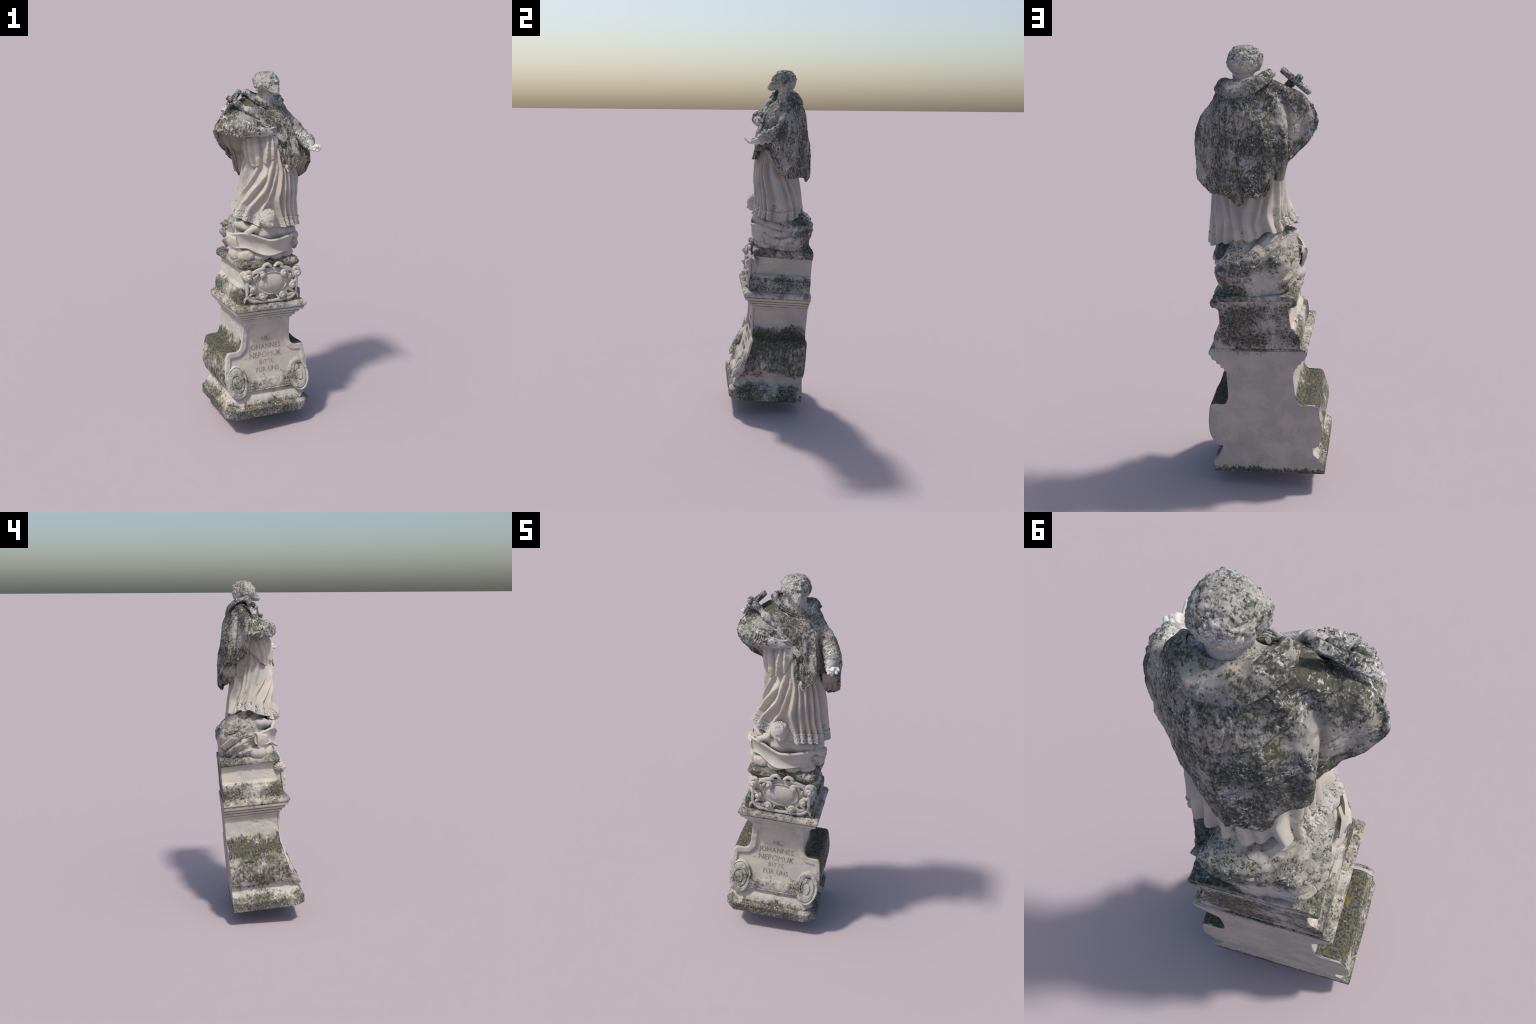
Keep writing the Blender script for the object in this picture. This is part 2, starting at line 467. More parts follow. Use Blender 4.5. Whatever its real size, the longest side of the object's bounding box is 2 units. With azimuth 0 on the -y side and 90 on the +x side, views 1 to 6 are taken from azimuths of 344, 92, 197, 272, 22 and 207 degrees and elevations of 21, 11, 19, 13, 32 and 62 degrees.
# scroll ends: coiled discs leaning on the flared front
for s in (-1, 1):
    cx, cz = s * .192, .207
    nt, nr = 96, 40
    th = np.arange(nt) / nt * 2 * math.pi
    r = np.linspace(0.001, 1, nr)
    X = np.cos(th)[:, None] * r[None] * .062
    Z = np.sin(th)[:, None] * r[None] * .088
    # coil: groove winding inward
    turn = (th[:, None] * s / (2 * math.pi)) % 1
    phase = (r[None] * 2.0 + turn) % 1
    groove = np.exp(-((phase - .5) / .10) ** 2) * ((r[None] > .33) & (r[None] < .93))
    eye = np.where(r < .30, .008, 0)[None] + np.where((r > .36) & (r < .62), .003, 0)[None]
    Y = yf(cz + Z) - (.019 if s < 0 else .026) - eye + groove * .007
    edge = np.clip((r - .93) / .07, 0, 1)[None] ** 2 * .006
    g = np.stack([cx + X, Y + edge + 0 * X, cz + Z], -1)
    g[..., 1] += fbm(g, 45, 3, 14 + s) * .002
    rim = g[:, -1:].copy(); rim[..., 1] += .034
    g = np.concatenate([g, rim], 1)
    Geo().grid(g, True, flip=True).build("scroll_volute", M_frame)

# --- inscription
fc = bpy.data.curves.new("letters_helper", 'FONT')


def write(line, x0, x1, z0, height):
    ob = bpy.data.objects.new("helper", fc); bpy.context.scene.collection.objects.link(ob)
    glyphs = []
    advance = 0.
    for ch in line:
        if ch == " ":
            advance += .32; continue
        fc.body = ch; fc.resolution_u = 3; fc.offset = -.012
        bpy.context.view_layer.update()
        me = bpy.data.meshes.new_from_object(ob.evaluated_get(bpy.context.evaluated_depsgraph_get()))
        co = np.array([v.co[:] for v in me.vertices])
        w0, w1 = co[:, 0].min(), co[:, 0].max()
        co[:, 0] += advance - w0
        glyphs.append((co, [tuple(p.vertices) for p in me.polygons]))
        advance += (w1 - w0) + .16
        bpy.data.meshes.remove(me)
    bpy.data.objects.remove(ob)
    total = advance - .16
    cap = .729
    for co, faces in glyphs:
        x = x0 + co[:, 0] / total * (x1 - x0)
        z = z0 + co[:, 1] / cap * height + (RNG.random() - .5) * .0015
        front = np.column_stack([x, yf(z) - .0036, z])
        back = front + np.array((0, .002, 0))
        n = len(front)
        edges = {}
        for f in faces:
            for a, b in zip(f, f[1:] + f[:1]):
                edges[(a, b)] = 1
        walls = [(a, b, b + n, a + n) for a, b in edges if (b, a) not in edges]
        Geo().add(np.concatenate([front, back]), list(faces) + [tuple(i + n for i in f[::-1]) for f in faces] + walls).build("letter", M_letter, inscription, angle=30)


inscription = bpy.data.objects.new("inscription", None)
bpy.context.scene.collection.objects.link(inscription); inscription.parent = root
for line in (("HL.", -.024, .030, .417, .026), ("JOHANNES", -.104, .094, .368, .030), ("NEPOMUK", -.100, .097, .319, .033), ("BITTE", -.040, .047, .283, .024), ("FÜR UNS", -.066, .075, .240, .027)):
    write(*line)
bpy.data.curves.remove(fc)

# --- cartouche on the upper block
oval, d = ball((.005, -.343, .771), (.086, .036, .057), 80, 48)
oval = oval + d * (fbm(oval, 30, 3, 20) * .0012)[..., None]
Geo().grid(oval, True).build("cartouche_shield", M_orn)
th = np.arange(120) / 120 * 2 * math.pi
ring = np.column_stack([.005 + np.cos(th) * .092, np.full(120, -.360), .771 + np.sin(th) * .062])
Geo().grid(sweep(ring, .0038, .0038, 12, up=(0, 1, 0), closed=True), True).build("cartouche_rim", M_orn)
plate_o = spline([(.005, .858), (.075, .848), (.135, .835), (.150, .79), (.15, .74), (.142, .69), (.08, .667), (.005, .662), (-.07, .667), (-.132, .69), (-.142, .74), (-.142, .79), (-.128, .835), (-.065, .848)], 120, closed=True)
rr = np.linspace(0, 1, 20)
flat = np.array((.005, .765)) + (plate_o - np.array((.005, .765)))[:, None] * rr[None, :, None]
g = np.stack([flat[..., 0], -.352 - .008 * (1 - rr ** 6)[None] + 0 * flat[..., 0], flat[..., 1]], -1)
rim = g[:, -1:].copy(); rim[..., 1] += .035
g = np.concatenate([g, rim], 1)
Geo().grid(g, True, flip=True).build("cartouche_plate", M_orn)


def coil(cx, cz, r0, turns, start, sgn, n=60):
    t = np.linspace(0, 1, n)
    a = math.radians(start) + sgn * t * turns * 2 * math.pi
    r = r0 * (1 - .78 * t)
    return np.column_stack([cx + np.cos(a) * r, -.366 - .016 * t, cz + np.sin(a) * r])


def scroll(pts, r0, r1, end=None, name="scroll_ornament"):
    p = spline(np.column_stack([[a for a, b in pts], np.full(len(pts), -.363), [b for a, b in pts]]), 70)
    g = Geo().grid(sweep(p, np.array([.75, 1., 1.15, 1.25, 1.3, 1.3, 1.25, 1.2]) * np.linspace(r0, r1, 8), np.linspace(r0, r1, 8) * 1.1, 14, up=(0, 1, 0)), True)
    if end:
        c = coil(*end)
        g.grid(sweep(c, np.linspace(r1 * 1.1, r1 * .8, 6), None, 12, up=(0, 1, 0)), True)
        e, _ = ball(c[-1] + np.array((0, -.002, 0)), (r1 * .8,) * 3, 16, 12)
        g.grid(e, True)
    return g.build(name, M_orn)


for s in (-1, 1):
    X = lambda pts: [(.006 + s * a, b) for a, b in pts]
    E_ = lambda cx, cz, r, tn, st_, sg: (.006 + s * cx, cz, r, tn, st_ if s > 0 else 180 - st_, sg * s)
    scroll(X([(.012, .868), (.03, .882), (.052, .874), (.06, .858), (.085, .852), (.108, .842), (.124, .822), (.132, .80)]), .010, .006)
    scroll(X([(.150, .775), (.144, .80), (.132, .825), (.140, .845), (.158, .838), (.162, .818)]), .007, .010, E_(.150, .818, .016, 1.2, 0, -1))
    scroll(X([(.108, .838), (.085, .840), (.066, .836)]), .008, .010, E_(.066, .824, .014, 1.1, 60, 1))
    scroll(X([(.150, .785), (.142, .770), (.128, .765)]), .007, .009, E_(.122, .750, .016, 1.2, 60, 1))
    scroll(X([(.146, .745), (.150, .715), (.138, .692), (.115, .676), (.09, .674)]), .007, .009)
    scroll(X([(.128, .70), (.105, .692), (.085, .70)]), .006, .009, E_(.062, .697, .017, 1.3, 0, 1))
    scroll(X([(.09, .674), (.06, .668), (.03, .670), (.0, .667)]), .008, .006)
    scroll(X([(.152, .79), (.150, .76), (.152, .73)]), .008, .007)
    b, dd = ball((.004 + s * .156, -.342, .826), (.024, .026, .026), 40, 30)
    Geo().grid(b + dd * (.003 * np.sin(np.arctan2(b[..., 2] - .826, b[..., 1] + .342) * 9) - .001)[..., None], True).build('shell_ornament', M_orn)
    # small leaf tongues
    for a, b, c, e in ((.112, .812, .098, .790), (.140, .765, .118, .776), (.132, .712, .108, .722), (.045, .676, .030, .698), (.150, .700, .165, .672), (.09, .826, .10, .800), (.128, .742, .116, .722), (.076, .688, .088, .71), (.05, .862, .075, .845)):
        scroll(X([(a, b), ((a + c) / 2 + .004, (b + e) / 2), (c, e)]), .009, .003, name="leaf_ornament")


# ----------------------------------------------------------------------------- rock and clouds
def around(z, phi, table, power=2.3):
    """Point on a rounded plan: table rows are (z, xL, xR, yF, yB); phi 0 = front, 90 = +x."""
    xl, xr, yfr, yb = smooth_table(z, table)
    cx, cy = (xl + xr) / 2, (yfr + yb) / 2
    s, c = np.sin(phi), np.cos(phi)
    e = 2 / (power(phi) if callable(power) else power)
    sx = np.sign(s) * np.abs(s) ** e
    sy = np.sign(c) * np.abs(c) ** e
    return cx + sx * (xr - xl) / 2, cy - sy * (yb - yfr) / 2


def plan_loft(table, z0, z1, nphi, nz, power=2.3):
    phi = np.arange(nphi) / nphi * 2 * math.pi
    t = np.linspace(0, 1, nz)
    P = np.repeat(phi[:, None], nz, 1)
    Z = z0[:, None] + (z1[:, None] - z0[:, None]) * t[None] if np.ndim(z0) else np.repeat((z0 + (z1 - z0) * t)[None], nphi, 0)
    x, y = around(Z.ravel(), P.ravel(), table, power)
    return np.stack([x.reshape(Z.shape), y.reshape(Z.shape), Z], -1), P


rock_table = [(.885, -.160, .160, -.308, -.014), (.93, -.172, .178, -.318, -.010), (.98, -.182, .182, -.320, -.008), (1.02, -.190, .180, -.320, -.006), (1.05, -.184, .176, -.318, -.010), (1.08, -.176, .170, -.322, -.032), (1.12, -.150, .160, -.305, -.085), (1.18, -.12, .140, -.28, -.115)]
g, P = plan_loft(rock_table, .885, 1.18, 420, 170, lambda p: np.where(np.cos(p) < 0, 3.2 - 1.0 * np.sin(p), 2.5))
n = grid_normals(g, True)
n[..., 2] *= .4
deg = np.degrees(P) % 360
back = np.clip(np.cos(np.radians(deg - 180)) * 1.6, 0, 1)
side_l = np.clip(np.cos(np.radians(deg - 275)) * 1.5, 0, 1)
side_r = np.clip(np.cos(np.radians(deg - 90)) * 1.4, 0, 1)
warp = fbm(g, 7, 2, 31)


def saw(phase, sharp=5):
    """Broken ledges: slow rise, quick undercut."""
    f = phase % 1
    return np.minimum(f, (1 - f) * sharp)


# slabs draped diagonally over the back, broken off along a ragged lower edge
fold_b = saw(g[..., 0] * 10 + (g[..., 2] - 1.0) * 9.5 + .30 * warp, 4)
edge = 1.035 + .030 * np.abs(np.sin(g[..., 0] * 21 + .6)) + .012 * noise(g, 20, 34)
hang = np.clip((g[..., 2] - edge) / .010, 0, 1)
d = back * (hang * (fold_b * .042 - .016) - (1 - hang) * .003 + (1 - hang) * fbm(g, 12, 3, 36) * .005)
# tilted strata on the flanks, rising to the front
d += side_l * (saw((g[..., 2] + g[..., 1] * .45) * 17 + .6 * warp, 4) * .032 - .014)
d += side_r * (saw((g[..., 2] + g[..., 1] * .15) * 11 + .6 * warp + .3) * .022 - .012)
d += fbm(g, 16, 4, 32) * .005 - np.clip(.06 - np.abs(noise(g, 11, 35)), 0, 1) * .10 * (back * hang + side_l + side_r * .5)
d *= 1 - .8 * np.clip(np.cos(P) * 1.3, 0, 1)
g = g + n * np.clip(d, -.03, .022)[..., None]
g[..., 1] = np.minimum(g[..., 1], -.004)
Geo().grid(g, True, True, True).build("rock", M_rock, angle=35)

# smooth cushions of cloth and stone on the left and right of the ribbon
for i, (c, r, tilt, mt) in enumerate((((-.128, -.262, 1.080), (.050, .052, .028), -.30, 0), ((-.09, -.300, 1.075), (.045, .035, .030), -.2, 0), ((.150, -.25, 1.03), (.040, .055, .045), .05, 0), ((.02, -.300, 1.045), (.13, .045, .05), 0, 0))):
    b, dd = ball((0, 0, 0), r, 60, 40)
    b = b + dd * (fbm(b + np.array(c), 16, 3, 40 + i) * .007)[..., None]
    b[..., 2] += b[..., 0] * tilt
    Geo().grid(b + np.array(c), True).build("boulder", M_rock if mt else M_cloud)
for i, (c, r) in enumerate((((-.115, -.285, .922), (.058, .040, .042)), ((-.035, -.305, .916), (.055, .035, .036)), ((.045, -.305, .915), (.052, .035, .034)), ((.115, -.285, .922), (.050, .04, .036)), ((-.165, -.23, .925), (.035, .05, .04)))):
    b, dd = ball(c, r, 60, 40)
    swirl = np.sin(6 * np.arctan2(b[..., 2] - c[2] + .01, b[..., 0] - c[0]) * .5 + np.hypot(b[..., 0] - c[0], b[..., 2] - c[2]) * 210)
    b = b + dd * (np.maximum(swirl, 0) ** 3 * -.0022 + fbm(b, 20, 2, 50 + i) * .004)[..., None]
    Geo().grid(b, True).build("cloud", M_cloud)

# ribbon
top = spline([(-.212, -.225, 1.035), (-.196, -.27, 1.042), (-.165, -.315, 1.052), (-.12, -.338, 1.046), (-.06, -.356, 1.025), (-.017, -.364, 1.014), (.04, -.362, 1.018), (.109, -.347, 1.030), (.15, -.318, 1.034), (.186, -.275, 1.022)], 120)
bot = spline([(-.205, -.215, .975), (-.192, -.255, .968), (-.17, -.290, .968), (-.13, -.315, .968), (-.08, -.338, .945), (-.034, -.356, .934), (.02, -.358, .935), (.08, -.343, .942), (.125, -.318, .938), (.172, -.272, .955)], 120)
t = np.linspace(0, 1, 26)
g = top[:, None] + (bot - top)[:, None] * t[None, :, None]
lip = (np.abs(t - .5) * 2) ** 3 * .010 - .006 * np.sin(t * math.pi)
g[..., 1] -= lip[None] + .004 * np.sin(np.linspace(0, 14, 120))[:, None] * t[None]
Geo().shell(g, False, .011).build("ribbon", M_cloud)
ea = spline([(-.200, -.18, 1.045), (-.214, -.225, 1.038), (-.216, -.232, 1.00), (-.200, -.236, .955), (-.172, -.262, .918)], 50)
eb = spline([(-.176, -.26, 1.040), (-.186, -.290, 1.022), (-.178, -.296, .985), (-.158, -.298, .95), (-.136, -.306, .922)], 50)
t = np.linspace(0, 1, 20)
g = ea[:, None] + (eb - ea)[:, None] * t[None, :, None]
g[..., 1] -= .010 * np.sin(t * math.pi)[None] * np.sin(np.linspace(.4, 6, 50))[:, None]
g[..., 0] -= .006 * np.sin(t * math.pi)[None]
Geo().shell(roughen(g, .003, 30, 57, cu=False), False, .012).build("ribbon_end", M_cloud)
Geo().grid(sweep(spline([(.12, -.31, 1.03), (.165, -.29, 1.022), (.192, -.262, 1.008), (.195, -.22, 1.0)], 30), [.008, .014, .017, .014], [.012, .02, .022, .018], 20), True).build("ribbon_curl", M_cloud)
Geo().grid(roughen(sweep(spline([(.15, -.30, .985), (.178, -.275, .965), (.19, -.23, .955)], 24), [.012, .02, .016], [.02, .03, .02], 20), .006, 40, 3), True).build("ribbon_curl", M_rock)

# cherub
cherub = bpy.data.objects.new("cherub", None); bpy.context.scene.collection.objects.link(cherub); cherub.parent = root
b, dd = ball((0, 0, 0), (1, 1, 1), 110, 80)
caz, cp = 18, -18
r = .0455 + .006 * bump(dd, caz, cp, 60)
for da, dp, h, w in ((-26, -22, .007, 17), (26, -22, .007, 17), (0, -14, .010, 7), (0, -45, .006, 12), (0, -31, .003, 8), (-16, 3, -.005, 9), (16, 3, -.005, 9), (0, 22, .003, 25)):
    r = r + h * bump(dd, caz + da, cp + dp, w)
hair = 1 - np.clip(bump(dd, caz, cp - 15, 62) * 1.7, 0, 1)
r = r + hair * (np.abs(noise(dd, 4.2, 61)) * .010 + .001)
g = np.array((-.030, -.345, 1.137)) + dd * r[..., None] * np.array((.94, 1.0, 1.03))
Geo().grid(g, True).build("cherub_head", M_lace if False else M_cloud, cherub)
b, dd = ball((-.022, -.318, 1.050), (.072, .036, .050), 60, 40)
Geo().grid(b + dd * (fbm(b, 25, 2, 63) * .005)[..., None], True).build("cherub_chest", M_cloud, cherub)
for pts, ra, rb in (([(-.142, -.328, 1.050), (-.126, -.338, 1.070), (-.100, -.342, 1.080), (-.078, -.334, 1.074), (-.066, -.322, 1.058)], [.008, .011, .012, .012, .01], [.018, .016, .014, .018, .02]),):
    Geo().grid(sweep(spline(pts, 40), ra, rb, 20), True).build("cherub_wing", M_cloud, cherub)

# ----------------------------------------------------------------------------- robe
robe_table = [(1.04, -.160, .170, -.340, -.104), (1.14, -.158, .167, -.333, -.104), (1.22, -.134, .156, -.335, -.115), (1.30, -.120, .148, -.347, -.133), (1.40, -.115, .141, -.346, -.139), (1.50, -.115, .130, -.350, -.142), (1.60, -.108, .110, -.33, -.145)]
hem_pts = [(0, 1.085), (12, 1.084), (28, 1.092), (40, 1.085), (60, 1.083), (80, 1.076), (100, 1.082), (125, 1.095), (140, 1.118), (155, 1.112), (168, 1.140), (180, 1.128), (196, 1.152), (206, 1.172), (216, 1.152), (228, 1.158), (240, 1.182), (252, 1.165), (264, 1.178), (278, 1.148), (295, 1.134), (312, 1.125), (326, 1.108), (336, 1.095), (346, 1.085), (360, 1.085)]
NPH = 720
phi = np.arange(NPH) / NPH * 2 * math.pi
hem = np.interp(np.degrees(phi), [p[0] for p in hem_pts], [p[1] for p in hem_pts])
hem = sum(np.roll(hem, k) for k in range(-10, 11)) / 21
# fold ridges: height, half width in degrees, then (angle, z) down the ridge
folds = [
    (.022, 7, [(296, 1.48), (285, 1.44), (277, 1.376), (268, 1.316), (264, 1.24), (262, 1.15)]),
    (.020, 6, [(330, 1.48), (322, 1.442), (312, 1.386), (297, 1.329), (281, 1.281), (273, 1.241), (270, 1.15)]),
    (.030, 8, [(342, 1.45), (338, 1.389), (325, 1.334), (311, 1.291), (298, 1.231), (290, 1.20), (286, 1.12)]),
    (.027, 6, [(354, 1.50), (352, 1.449), (345, 1.375), (339, 1.308), (330, 1.266), (320, 1.222), (313, 1.19), (308, 1.11)]),
    (.018, 4, [(2, 1.52), (1, 1.468), (359, 1.388), (353, 1.307), (346, 1.23), (341, 1.195), (334, 1.08)]),
    (.028, 4, [(2, 1.52), (3, 1.455), (7, 1.387), (5, 1.291), (4, 1.234), (11, 1.161), (17, 1.103), (19, 1.06)]),
    (.024, 4, [(11, 1.48), (14, 1.399), (17, 1.33), (18, 1.245), (22, 1.174), (27, 1.08)]),
    (.022, 4, [(22, 1.46), (26, 1.39), (29, 1.30), (33, 1.21), (38, 1.14), (42, 1.07)]),
    (.026, 4, [(36, 1.45), (40, 1.37), (44, 1.29), (46, 1.20), (52, 1.13), (54, 1.07)]),
    (.030, 4.5, [(47, 1.46), (50, 1.374), (56, 1.282), (60, 1.189), (66, 1.10), (66, 1.06)]),
    (.034, 9, [(68, 1.44), (74, 1.351), (82, 1.285), (86, 1.206), (88, 1.151), (88, 1.06)]),
    (.026, 5, [(95, 1.36), (98, 1.314), (102, 1.265), (107, 1.203), (113, 1.154), (114, 1.07)]),
    (.024, 5, [(112, 1.36), (114, 1.315), (120, 1.247), (128, 1.184), (130, 1.08)]),
    (.018, 5, [(138, 1.38), (140, 1.326), (147, 1.245), (146, 1.165), (145, 1.09)]),
    (.022, 5, [(157, 1.38), (159, 1.319), (161, 1.26), (164, 1.201), (166, 1.134), (166, 1.08)]),
    (.022, 5, [(194, 1.40), (191, 1.342), (183, 1.278), (179, 1.214), (180, 1.147), (180, 1.10)]),
    (.017, 5, [(216, 1.40), (213, 1.353), (205, 1.30), (198, 1.246), (192, 1.206), (190, 1.14)]),
    (.028, 6, [(233, 1.44), (231, 1.404), (223, 1.324), (210, 1.242), (211, 1.164), (212, 1.12)]),
    (.018, 5, [(256, 1.44), (254, 1.402), (246, 1.31), (236, 1.228), (228, 1.184), (226, 1.12)]),
    (.020, 5, [(273, 1.50), (268, 1.43), (262, 1.374), (254, 1.296), (243, 1.248), (240, 1.16)]),
    (.016, 5, [(286, 1.50), (282, 1.42), (272, 1.35), (266, 1.28), (254, 1.22), (250, 1.16)])]


def fold_height(deg, z):
    h = 0
    for amp, w, pts in folds:
        amp, w = amp * 1.2, w * 1.3
        p = np.array(pts)[::-1]
        a = np.degrees(np.unwrap(np.radians(p[:, 0])))
        sp = spline(np.column_stack([p[:, 1], a]), 80)
        c = np.interp(z, sp[:, 0], sp[:, 1])
        x = (deg - c + 180) % 360 - 180
        fade = np.clip((p[-1, 1] + .03 - z) / .12, 0, 1)
        h = np.maximum(h, amp * fade * np.exp(-(x / w) ** 2))
    return h


def robe_surface(z0, z1, nz):
    g, P = plan_loft(robe_table, z0, z1, NPH, nz, 2.35)
    n = grid_normals(g, True)
    n[..., 2] *= .3
    h = fold_height(np.degrees(P), g[..., 2])
    flare = .006 * np.clip((hem[:, None] + .05 - g[..., 2]) / .05, 0, 1) ** 2
    return g + n * (h + flare + fbm(g, 22, 3, 70) * .0022)[..., None]


g = robe_surface(hem, np.full(NPH, 1.60), 200)
Geo().shell(g, True, .012, ref=(0, -.2, 1.3)).build("robe", M_robe)
# lace border, a raised pitted band along the hem, its holes painted as dark dots
g = robe_surface(hem - .003, hem + .046, 30)
n = grid_normals(g, True)
t = np.linspace(0, 1, 30)[None]
deg = np.degrees(phi)[:, None]
cell = (np.sin(deg * .9 * 2) * np.sin(t * math.pi * 3 + .6 * np.sin(deg * .45)))
pit = np.clip(noise(g, 150, 72) - .1, 0, 1) * (t > .08) * (t < .75)
lift = .0030 + .0015 * (t > .86) - .0065 * pit + .0012 * cell * (t < .8)
show = np.where((deg < 120) & (deg > 8) | (deg > 226) & (deg < 334), 1, 0)
soft = show.astype(float)
soft = sum(np.roll(soft, k, 0) for k in range(-14, 15)) / 29
g = g + n * (lift * soft - .004 * (1 - soft))[..., None]
Geo().shell(g, True, .008, ref=(0, -.2, 1.1)).build("lace_hem", M_lace)

# rochet: short over-garment under the right forearm, ragged hem with a knotted corner
nu, nz = 200, 90
ph = np.linspace(math.radians(-92), math.radians(3), nu)
hz = np.interp(np.degrees(ph), [-92, -80, -66, -56, -48, -40, -34, -27, -20, -12, -6, 3], [1.50, 1.465, 1.435, 1.420, 1.416, 1.428, 1.446, 1.440, 1.434, 1.452, 1.478, 1.54])
t = np.linspace(0, 1, nz)
Z = hz[:, None] + (1.60 - hz[:, None]) * t[None]
x, y = around(Z.ravel(), np.repeat(ph[:, None], nz, 1).ravel(), robe_table, 2.35)
g = np.stack([x.reshape(Z.shape), y.reshape(Z.shape), Z], -1)
n = grid_normals(g, False) * -1
if n[nu // 2, nz // 2, 1] > 0:
    n = -n
dg = np.degrees(ph)[:, None]
f = .017
for c, k, w, a in ((-45, 60, 8, .012), (-24, -40, 5, .016), (-8, 30, 4, .012), (-34, 50, 3, -.011), (-15, -10, 2.5, -.008), (-60, 80, 6, .009), (-75, 60, 5, .008), (-52, 70, 3, -.008), (-68, 70, 3, -.008)):
    f = f + a * np.exp(-((dg - c + (Z - 1.47) * k) / w) ** 2)
f = f + .008 * np.clip((-dg - 48) / 12, 0, 1) + .008 * np.sin(np.clip(t, 0, 1) * math.pi)[None] + fbm(g, 26, 3, 75) * .004
g = g + n * f[..., None]
Geo().shell(g, False, .012, ref=(0, -.2, 1.5)).build("rochet", M_robe)

# ----------------------------------------------------------------------------- cape
# one row per station round the body: collar, shoulder, mid, low, hem
cape_rows = [
    ((.000, -.262, 1.712), (.000, -.315, 1.668), (-.010, -.334, 1.625), (-.015, -.342, 1.60), (-.020, -.346, 1.575)),
    ((.020, -.262, 1.711), (.030, -.320, 1.662), (.022, -.338, 1.585), (.028, -.362, 1.525), (.034, -.376, 1.475)),
    ((.040, -.258, 1.715), (.060, -.315, 1.660), (.055, -.340, 1.570), (.063, -.366, 1.480), (.073, -.384, 1.400)),
    ((.058, -.252, 1.722), (.085, -.303, 1.665), (.092, -.336, 1.575), (.104, -.374, 1.495), (.112, -.398, 1.425)),
    ((.073, -.242, 1.735), (.110, -.280, 1.672), (.137, -.305, 1.595), (.150, -.335, 1.525), (.160, -.352, 1.468)),
    ((.086, -.228, 1.750), (.130, -.252, 1.682), (.194, -.282, 1.605), (.226, -.308, 1.525), (.238, -.312, 1.440)),
    ((.093, -.213, 1.755), (.143, -.230, 1.687), (.212, -.256, 1.588), (.240, -.270, 1.490), (.244, -.278, 1.394)),
    ((.090, -.195, 1.755), (.136, -.205, 1.685), (.188, -.226, 1.590), (.216, -.237, 1.480), (.227, -.236, 1.344)),
    ((.080, -.175, 1.750), (.112, -.170, 1.680), (.152, -.178, 1.585), (.170, -.186, 1.465), (.175, -.188, 1.318)),
    ((.060, -.158, 1.745), (.083, -.140, 1.675), (.105, -.136, 1.575), (.114, -.133, 1.455), (.118, -.133, 1.320)),
    ((.040, -.148, 1.742), (.050, -.118, 1.670), (.060, -.100, 1.570), (.062, -.084, 1.450), (.064, -.080, 1.315)),
    ((.020, -.143, 1.742), (.025, -.109, 1.670), (.028, -.090, 1.570), (.028, -.065, 1.440), (.030, -.062, 1.288)),
    ((.000, -.142, 1.742), (-.010, -.108, 1.670), (-.010, -.090, 1.570), (-.010, -.063, 1.455), (-.010, -.044, 1.342)),
    ((-.030, -.145, 1.748), (-.050, -.113, 1.672), (-.060, -.093, 1.575), (-.062, -.069, 1.450), (-.065, -.055, 1.322)),
    ((-.055, -.155, 1.757), (-.090, -.130, 1.680), (-.110, -.105, 1.580), (-.118, -.085, 1.480), (-.098, -.068, 1.385)),
    ((-.080, -.170, 1.770), (-.142, -.176, 1.705), (-.172, -.154, 1.610), (-.176, -.128, 1.530), (-.168, -.104, 1.450)),
    ((-.095, -.190, 1.780), (-.175, -.192, 1.722), (-.200, -.176, 1.635), (-.195, -.160, 1.540), (-.170, -.155, 1.443)),
    ((-.105, -.210, 1.785), (-.210, -.212, 1.715), (-.248, -.208, 1.645), (-.240, -.202, 1.560), (-.222, -.195, 1.483)),
    ((-.105, -.228, 1.780), (-.224, -.235, 1.714), (-.270, -.228, 1.655), (-.282, -.220, 1.592), (-.266, -.210, 1.525)),
    ((-.090, -.245, 1.765), (-.208, -.265, 1.708), (-.272, -.252, 1.663), (-.292, -.238, 1.630), (-.300, -.230, 1.598)),
    ((-.060, -.256, 1.740), (-.145, -.306, 1.696), (-.200, -.328, 1.660), (-.235, -.310, 1.622), (-.240, -.305, 1.600)),
    ((-.030, -.261, 1.722), (-.060, -.312, 1.676), (-.090, -.330, 1.630), (-.110, -.336, 1.605), (-.130, -.338, 1.590)),
]
NU, NV = 460, 210
ctrl = np.array(cape_rows)                         # station, level, xyz
g = spline(ctrl, NU, closed=True)
g = np.swapaxes(spline(np.swapaxes(g, 0, 1), NV), 0, 1)
n = grid_normals(g, True)
if n[0, NV // 2, 1] > 0:
    n = -n
uu = np.arange(NU)[:, None] / NU * 22
vv = np.linspace(0, 1, NV)[None]
relief_h = np.zeros((NU, NV))
# soft hanging folds: (station at collar, station at hem, width, height, from, to)
for s0, s1, w, h, a, b in ((1.5, 1.6, .30, -.008, .45, 1.), (2.6, 2.25, .28, .016, .35, 1.), (3.35, 3.45, .26, .020, .3, 1.), (4.15, 4.2, .30, -.042, .3, 1.), (5.6, 5.2, .6, .010, .2, .8), (6.7, 6.6, .4, .006, .3, 1.), (8.2, 8.3, .35, .006, .2, 1.), (9.6, 9.4, .30, .005, .2, 1.),
                           (11.5, 11.5, .16, .007, .5, 1.), (12.3, 12.5, .12, -.004, .0, 1.), (13.6, 13.6, .35, .007, .3, 1.), (14.7, 14.9, .30, .014, .05, 1.), (15.6, 15.6, .30, -.014, .15, 1.), (17.5, 17.4, .4, .006, .3, 1.), (20.3, 20.3, .4, .006, .3, 1.)):
    c = s0 + (s1 - s0) * vv
    x = (uu - c + 11) % 22 - 11
    env = np.clip((vv - a) / .15, 0, 1) * np.clip((b - vv) / .05 + (b >= 1.), 0, 1)
    relief_h += h * np.exp(-(x / w) ** 2) * env
calm = np.clip(np.abs((uu + 11) % 22 - 11.6) - .6, .15, 1)
